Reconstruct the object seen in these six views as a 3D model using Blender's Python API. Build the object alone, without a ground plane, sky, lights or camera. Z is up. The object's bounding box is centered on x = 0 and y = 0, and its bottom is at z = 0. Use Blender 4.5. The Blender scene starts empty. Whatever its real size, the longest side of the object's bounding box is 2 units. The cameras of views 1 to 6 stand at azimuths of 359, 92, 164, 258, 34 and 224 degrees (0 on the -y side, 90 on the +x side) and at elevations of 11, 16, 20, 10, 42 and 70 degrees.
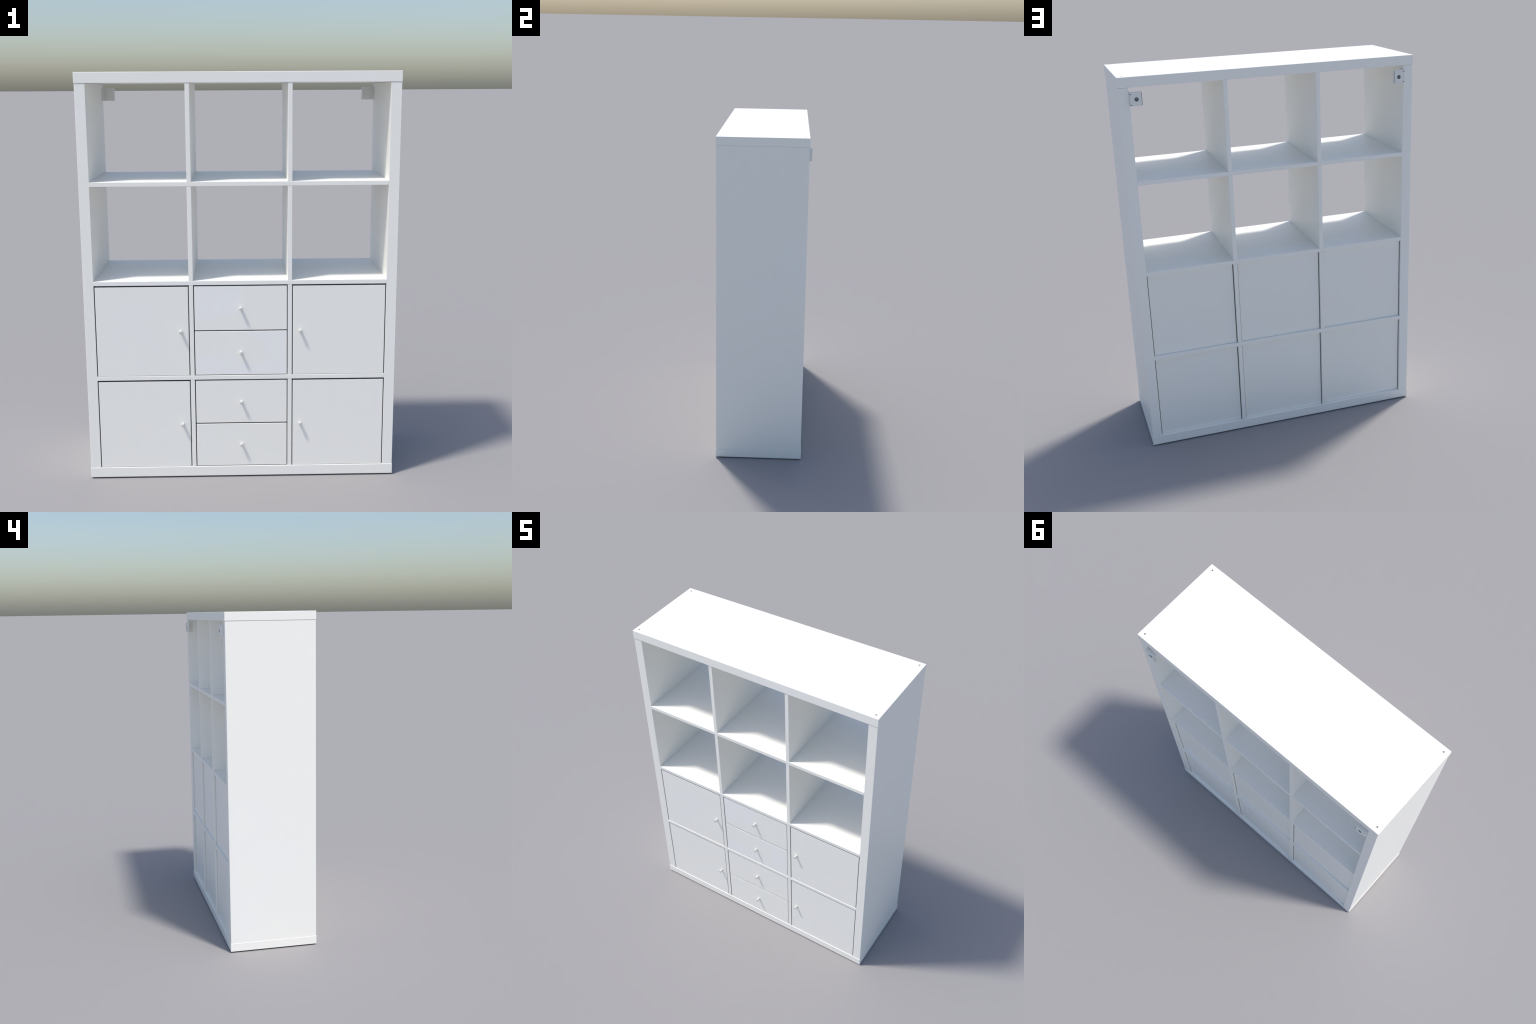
"""White cube-grid storage unit, three columns by four rows.  The upper two rows
are open right through; the lower two rows hold inserts: doors at the sides and
pairs of drawers in the middle column, each with one small round knob."""
import bpy, bmesh, math
from mathutils import Vector, Matrix

# ------------------------------------------------------------------ sizes (m)
HALF_W = 0.7600                      # top and base panel, half width
Y_FRONT, Y_BACK = -0.2630, 0.2677    # top and base panel
Z_BASE0, Z_BASE1 = 0.0040, 0.0545
Z_TOP0, Z_TOP1 = 1.9496, 2.0000
SIDE_OUT, SIDE_IN = 0.7583, 0.7080   # side panels
FRAME_F, FRAME_B = -0.2612, 0.2656   # front and back of sides, shelves, dividers
T = 0.0209                           # shelf thickness
TD = 0.0209                          # divider thickness
CELL_H = (Z_TOP0 - Z_BASE1 - 3 * T) / 4
CELL_W = (2 * SIDE_IN - 2 * TD) / 3
DOOR_F, DOOR_T = -0.2598, 0.0220     # door front face, door thickness
INSERT_B = 0.2520                    # back of the insert boxes
GAP = 0.0042                         # reveal beside doors and drawers
KNOB_TIP = -0.2820

def row_z(r):                        # r = 0 bottom row ... 3 top row
    z0 = Z_BASE1 + r * (CELL_H + T)
    return z0, z0 + CELL_H

def col_x(c):
    x0 = -SIDE_IN + c * (CELL_W + TD)
    return x0, x0 + CELL_W

# ------------------------------------------------------------------ materials
def step(nt, a, b, c, d, soft=0.006):
    """Node mask that is 1 where a*x + b*z + c > 0 in object space (soft edge), times d."""
    n, l = nt.nodes, nt.links
    tc = n.new("ShaderNodeTexCoord")
    dot = n.new("ShaderNodeVectorMath"); dot.operation = "DOT_PRODUCT"
    l.new(tc.outputs["Object"], dot.inputs[0])
    dot.inputs[1].default_value = (a, 0, b)
    mr = n.new("ShaderNodeMapRange"); mr.interpolation_type = "SMOOTHSTEP"
    mr.inputs["From Min"].default_value = -c - soft
    mr.inputs["From Max"].default_value = -c + soft
    mr.inputs["To Max"].default_value = d
    l.new(dot.outputs["Value"], mr.inputs["Value"])
    return mr.outputs["Result"]

def combine(nt, op, a, b):
    m = nt.nodes.new("ShaderNodeMath"); m.operation = op
    nt.links.new(a, m.inputs[0]); nt.links.new(b, m.inputs[1])
    return m.outputs[0]

def patch_upper(nt):
    """cool patch on the upper left of the front: left of centre, above a slanting line"""
    return combine(nt, "MINIMUM", step(nt, -1, 0, 0.001, 1, 0.002), step(nt, -0.184, 1, 0.0275, 1))

def patch_lower(nt):
    """cool patches: the right end behind a falling diagonal, and the lower part"""
    right = combine(nt, "MAXIMUM", step(nt, 1, 0, -0.12, 1, 0.012), step(nt, 0.425, 1, -0.105, 1))
    low = combine(nt, "MINIMUM", step(nt, 0, -1, -0.007, 1), step(nt, -1, 0, -0.02, 1, 0.012))
    return combine(nt, "MAXIMUM", right, combine(nt, "MAXIMUM", low, step(nt, 0, -1, -0.062, 1)))

def laminate(name, base, tint, amount=1.0, scale=2.2, rough=0.42, patch=None):
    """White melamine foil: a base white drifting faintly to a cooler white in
    broad soft patches (or where patch says), with a very fine surface grain."""
    m = bpy.data.materials.new(name)
    m.use_nodes = True
    nt = m.node_tree
    n, l = nt.nodes, nt.links
    bsdf = n["Principled BSDF"]
    bsdf.inputs["Roughness"].default_value = rough
    bsdf.inputs["Specular IOR Level"].default_value = 0.35
    tc = n.new("ShaderNodeTexCoord")
    info = n.new("ShaderNodeObjectInfo")
    off = n.new("ShaderNodeVectorMath"); off.operation = "MULTIPLY_ADD"
    comb = n.new("ShaderNodeCombineXYZ")
    for i in range(3):
        l.new(info.outputs["Random"], comb.inputs[i])
    l.new(comb.outputs[0], off.inputs[0])
    off.inputs[1].default_value = (37.0, 19.0, 53.0)
    l.new(tc.outputs["Object"], off.inputs[2])
    noise = n.new("ShaderNodeTexNoise")
    noise.inputs["Scale"].default_value = scale
    noise.inputs["Detail"].default_value = 1.5
    l.new(off.outputs[0], noise.inputs["Vector"])
    ramp = n.new("ShaderNodeValToRGB")
    ramp.color_ramp.interpolation = "EASE"
    ramp.color_ramp.elements[0].position = 0.50
    ramp.color_ramp.elements[1].position = 0.66
    ramp.color_ramp.elements[1].color = (amount, amount, amount, 1)
    l.new(noise.outputs["Fac"], ramp.inputs["Fac"])
    mix = n.new("ShaderNodeMix"); mix.data_type = "RGBA"
    mix.inputs["A"].default_value = (*base, 1)
    mix.inputs["B"].default_value = (*tint, 1)
    l.new(patch(nt) if patch else ramp.outputs["Color"], mix.inputs["Factor"])
    l.new(mix.outputs["Result"], bsdf.inputs["Base Color"])
    fine = n.new("ShaderNodeTexNoise")
    fine.inputs["Scale"].default_value = 260.0
    l.new(tc.outputs["Object"], fine.inputs["Vector"])
    bump = n.new("ShaderNodeBump")
    bump.inputs["Strength"].default_value = 0.02
    bump.inputs["Distance"].default_value = 0.0005
    l.new(fine.outputs["Fac"], bump.inputs["Height"])
    l.new(bump.outputs["Normal"], bsdf.inputs["Normal"])
    return m

def plain(name, col, rough=0.5, metal=0.0):
    m = bpy.data.materials.new(name)
    m.use_nodes = True
    nt = m.node_tree
    bsdf = nt.nodes["Principled BSDF"]
    noise = nt.nodes.new("ShaderNodeTexNoise"); noise.inputs["Scale"].default_value = 90
    tc = nt.nodes.new("ShaderNodeTexCoord")
    nt.links.new(tc.outputs["Object"], noise.inputs["Vector"])
    mix = nt.nodes.new("ShaderNodeMix"); mix.data_type = "RGBA"
    mix.inputs["A"].default_value = (*[c * 0.96 for c in col], 1)
    mix.inputs["B"].default_value = (*[min(1, c * 1.04) for c in col], 1)
    nt.links.new(noise.outputs["Fac"], mix.inputs["Factor"])
    nt.links.new(mix.outputs["Result"], bsdf.inputs["Base Color"])
    bsdf.inputs["Roughness"].default_value = rough
    bsdf.inputs["Metallic"].default_value = metal
    bsdf.inputs["Specular IOR Level"].default_value = 0.35
    return m

WHITE, COOL = (0.985, 0.967, 0.898), (0.982, 0.968, 0.925)
MAT_FRAME = laminate("white_foil", WHITE, COOL, 0.6)
MAT_DOOR = laminate("white_door_foil", WHITE, COOL, 0.25, 1.6)
LILAC = (0.983, 0.969, 0.932)
MAT_DRAWER = laminate("white_drawer_foil", WHITE, LILAC, 0.45, 2.6)
MAT_DRAWER_A = laminate("white_drawer_foil_cool_corner", WHITE, LILAC, patch=patch_upper)
MAT_DRAWER_B = laminate("white_drawer_foil_cool_end", WHITE, LILAC, patch=patch_lower)
MAT_INSERT = laminate("insert_board", WHITE, COOL, 0.4)
MAT_GAP_SHADE = plain("edge_darkened_for_gap_shadow", (0.060, 0.062, 0.064), 0.8)  # white board edges coloured near black so the gaps read as deep shadow
MAT_KNOB = plain("white_knob_plastic", (0.69, 0.685, 0.65), 0.45)
MAT_BRACKET = plain("bracket_grey_paint", (0.86, 0.86, 0.81), 0.5)
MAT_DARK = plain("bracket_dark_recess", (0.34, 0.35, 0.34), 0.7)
MAT_SCREW = plain("screw_steel", (0.60, 0.60, 0.60), 0.4)
MAT_SOCKET = plain("screw_socket", (0.08, 0.082, 0.085), 0.6)
MAT_PAD = plain("felt_pad", (0.12, 0.12, 0.12), 0.9)

# ------------------------------------------------------------------ builders
root = bpy.data.objects.new("storage_bookcase", None)
bpy.context.scene.collection.objects.link(root)
root["label"] = "white cube-grid bookcase with doors and drawers below"
root["category"] = "bookcase"

def add(name, mesh, loc, parent=root):
    ob = bpy.data.objects.new(name, mesh)
    bpy.context.scene.collection.objects.link(ob)
    ob.parent = parent
    ob.location = Vector(loc) - (parent.matrix_basis.translation if parent is not root else Vector())
    return ob

def finish(bm, name, mats, smooth_angle=None):
    me = bpy.data.meshes.new(name)
    bmesh.ops.recalc_face_normals(bm, faces=bm.faces)
    if smooth_angle:
        for f in bm.faces:
            f.smooth = True
        for e in bm.edges:
            if len(e.link_faces) == 2 and e.calc_face_angle(0) > smooth_angle:
                e.smooth = False
    bm.to_mesh(me); bm.free()
    for m in (mats if isinstance(mats, (list, tuple)) else [mats]):
        me.materials.append(m)
    return me

def board_mesh(name, size, mat, bevel=0.0015, seg=2):
    bm = bmesh.new()
    bmesh.ops.create_cube(bm, size=1.0)
    bmesh.ops.scale(bm, vec=size, verts=bm.verts)
    if bevel:
        bmesh.ops.bevel(bm, geom=bm.edges[:], offset=bevel, segments=seg, profile=0.5, affect="EDGES")
    return finish(bm, name, mat)

def board(name, x0, x1, y0, y1, z0, z1, mat, bevel=0.0015, parent=root, edge=None):
    """A box-shaped board; edge = material of its four narrow sides, if it differs."""
    me = board_mesh(name, (x1 - x0, y1 - y0, z1 - z0), mat, bevel)
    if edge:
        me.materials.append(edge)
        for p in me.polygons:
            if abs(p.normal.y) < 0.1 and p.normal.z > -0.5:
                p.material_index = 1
    return add(name, me, ((x0 + x1) / 2, (y0 + y1) / 2, (z0 + z1) / 2), parent)

def lathe(name, profile, mat, axis="Y", seg=32, smooth=math.radians(40)):
    """Revolve (radius, height) points; height runs along the given axis."""
    bm = bmesh.new()
    rings = []
    for r, h in profile:
        if r < 1e-6:
            rings.append([bm.verts.new((0, 0, h))])
        else:
            rings.append([bm.verts.new((r * math.cos(math.tau * i / seg), r * math.sin(math.tau * i / seg), h)) for i in range(seg)])
    for a, b in zip(rings, rings[1:]):
        for i in range(seg):
            j = (i + 1) % seg
            if len(a) == 1:
                bm.faces.new((a[0], b[i], b[j]))
            elif len(b) == 1:
                bm.faces.new((a[i], a[j], b[0]))
            else:
                bm.faces.new((a[i], a[j], b[j], b[i]))
    if axis == "Y":          # height h points to -y (out of the front)
        bm.transform(Matrix.Rotation(math.radians(90), 4, "X"))
    return finish(bm, name, mat, smooth)

def cut(ob, cutters):
    """Subtract temporary meshes (in the object's own frame) from ob's mesh."""
    temp = []
    for me, loc in cutters:
        c = bpy.data.objects.new("cutter", me)
        bpy.context.scene.collection.objects.link(c)
        c.location = ob.matrix_basis.translation + (ob.parent.matrix_basis.translation if ob.parent not in (None, root) else Vector()) + Vector(loc)
        md = ob.modifiers.new("cut", "BOOLEAN")
        md.operation, md.solver, md.object = "DIFFERENCE", "EXACT", c
        md.material_mode = "TRANSFER"
        temp.append(c)
    bpy.context.view_layer.update()
    dg = bpy.context.evaluated_depsgraph_get()
    new = bpy.data.meshes.new_from_object(ob.evaluated_get(dg))
    new.name = ob.name
    ob.modifiers.clear()
    ob.data = new
    for c in temp:
        bpy.data.objects.remove(c)

# ------------------------------------------------------------------ carcass
top = board("top_panel", -HALF_W, HALF_W, Y_FRONT, Y_BACK, Z_TOP0, Z_TOP1, MAT_FRAME, 0.0018)
base = board("base_panel", -HALF_W, HALF_W, Y_FRONT, Y_BACK, Z_BASE0, Z_BASE1, MAT_FRAME, 0.0016)
for s in (-1, 1):
    xa, xb = sorted((s * SIDE_IN, s * SIDE_OUT))
    board("side_panel", xa, xb, FRAME_F, FRAME_B, Z_BASE1 + 0.0002, Z_TOP0 - 0.0006, MAT_FRAME, 0.0012)
for r in range(3):
    z = row_z(r)[1]
    board("shelf", -SIDE_IN, SIDE_IN, FRAME_F - 0.0006, FRAME_B, z, z + T, MAT_FRAME, 0.0012)
for r in range(4):
    z0, z1 = row_z(r)
    for c in range(2):
        x = col_x(c)[1]
        board("divider", x, x + TD, FRAME_F, FRAME_B, z0 + 0.0002, z1 - 0.0002, MAT_FRAME, 0.0010)

# corner screws: small countersunk holes in the top panel with a cap in each
hole = lathe("hole", [(0, 0.004), (0.0056, 0.004), (0.0056, -0.0040), (0, -0.0040)], MAT_SCREW, axis="Z", smooth=None)
SCREWS = [(sx * 0.7333, y) for sx in (-1, 1) for y in (-0.2372, 0.2420)]
cut(top, [(hole, (x - top.location.x, y - top.location.y, Z_TOP1 - top.location.z)) for x, y in SCREWS])
cap = lathe("screw_cap", [(0.0054, -0.0040), (0.0054, -0.0014), (0.0050, -0.0010), (0.0030, -0.0010),
                          (0.0028, -0.0034), (0, -0.0034)], [MAT_SCREW, MAT_SOCKET], axis="Z")
for p in cap.polygons:                        # the driver socket in the middle is dark
    if p.center.xy.length < 0.0031:
        p.material_index = 1
pad = lathe("floor_pad", [(0, 0), (0.012, 0), (0.012, 0.0047), (0, 0.0047)], MAT_PAD, axis="Z")
for x, y in SCREWS:
    add("screw_cap", cap, (x, y, Z_TOP1))
for x in (-0.72, 0.0, 0.72):
    for y in (-0.20, 0.20):
        add("floor_pad", pad, (x, y, 0))

# ------------------------------------------------------------------ inserts
KNOB = lathe("knob", [(0, 0), (0.0078, 0), (0.0078, 0.0012), (0.0070, 0.0030), (0.0068, 0.0090), (0.0074, 0.0115),
                      (0.0083, 0.0135), (0.0084, 0.0205), (0.0080, 0.0213), (0.0075, 0.0214), (0, 0.0214)],
             MAT_KNOB, axis="Y")
KNOB_L = -KNOB_TIP + DOOR_F
for v in KNOB.vertices:                       # fit the knob's length to its tip
    v.co.y *= KNOB_L / 0.0214

def front(name, x0, x1, z0, z1, mat, knob):
    p = board(name, x0, x1, DOOR_F, DOOR_F + DOOR_T, z0, z1, mat, 0.0021, edge=MAT_GAP_SHADE)
    k = add("knob", KNOB, (knob[0], DOOR_F + 0.0002, knob[1]), p)
    return p

for r in range(2):
    z0, z1 = row_z(r)
    for c in range(3):
        x0, x1 = col_x(c)
        # box of the insert: it stands a hair inside the cell and closes it at the back
        board("insert_box", x0 + GAP, x1 - GAP, DOOR_F + DOOR_T + 0.003, INSERT_B, z0 + 0.0006, z1 - 0.0010, MAT_INSERT, 0.0012, edge=MAT_GAP_SHADE)
        za, zb = z0 + (0.0034 if c == 1 else 0.0014), z1 - 0.0068
        if c == 1:
            xa, xb = x0 + 0.0042, x1 - 0.0036
            zm = (za + zb) / 2 + 0.0012
            front("drawer_front", xa, xb, zm + 0.0022, zb + 0.0014, MAT_DRAWER_A if r else MAT_DRAWER, (0.0010, zm + 0.1115))
            front("drawer_front", xa, xb, za, zm - 0.0022, MAT_DRAWER_B if r else MAT_DRAWER, (0.0010, zm - 0.1115))
        else:
            kx = 0.2917 if c == 2 else -0.2917
            front("door", x0 + GAP, x1 - GAP, za, zb, MAT_DOOR, (kx, (za + zb) / 2 - 0.0005))

# ------------------------------------------------------------------ wall brackets
BZ0, BZ1 = 1.8630, 1.9290
def wall_bracket(s):
    """Bent bracket at a top back corner: a hollow-looking block behind the
    opening with a screw hole, and a flange lying on the side panel."""
    zc = (BZ0 + BZ1) / 2
    bx0, bx1 = 0.6485, SIDE_IN - 0.0004
    body = board("wall_bracket", *sorted((s * bx0, s * bx1)), 0.2655, 0.2816, BZ0, BZ1, MAT_BRACKET, 0.0014)
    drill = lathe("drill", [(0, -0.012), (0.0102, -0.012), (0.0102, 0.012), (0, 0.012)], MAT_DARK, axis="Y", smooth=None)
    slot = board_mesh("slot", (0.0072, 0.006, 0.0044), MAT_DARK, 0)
    dark_strip = board_mesh("dark_strip", (0.0022, 0.004, BZ1 - BZ0 - 0.0044), MAT_DARK, 0)
    c = body.location
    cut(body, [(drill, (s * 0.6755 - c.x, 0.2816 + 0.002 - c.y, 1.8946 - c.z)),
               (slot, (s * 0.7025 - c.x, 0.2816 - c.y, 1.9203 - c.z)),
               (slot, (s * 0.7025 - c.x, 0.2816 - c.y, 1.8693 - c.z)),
               (dark_strip, (s * 0.6503 - c.x, 0.2816 - c.y, zc - c.z))])
    board("bracket_flange", *sorted((s * 0.7033, s * (SIDE_IN - 0.0003))), 0.2330, 0.2652, BZ0 + 0.0005, BZ1 - 0.0005,
          MAT_BRACKET, 0.0008, parent=body)
wall_bracket(1)
wall_bracket(-1)
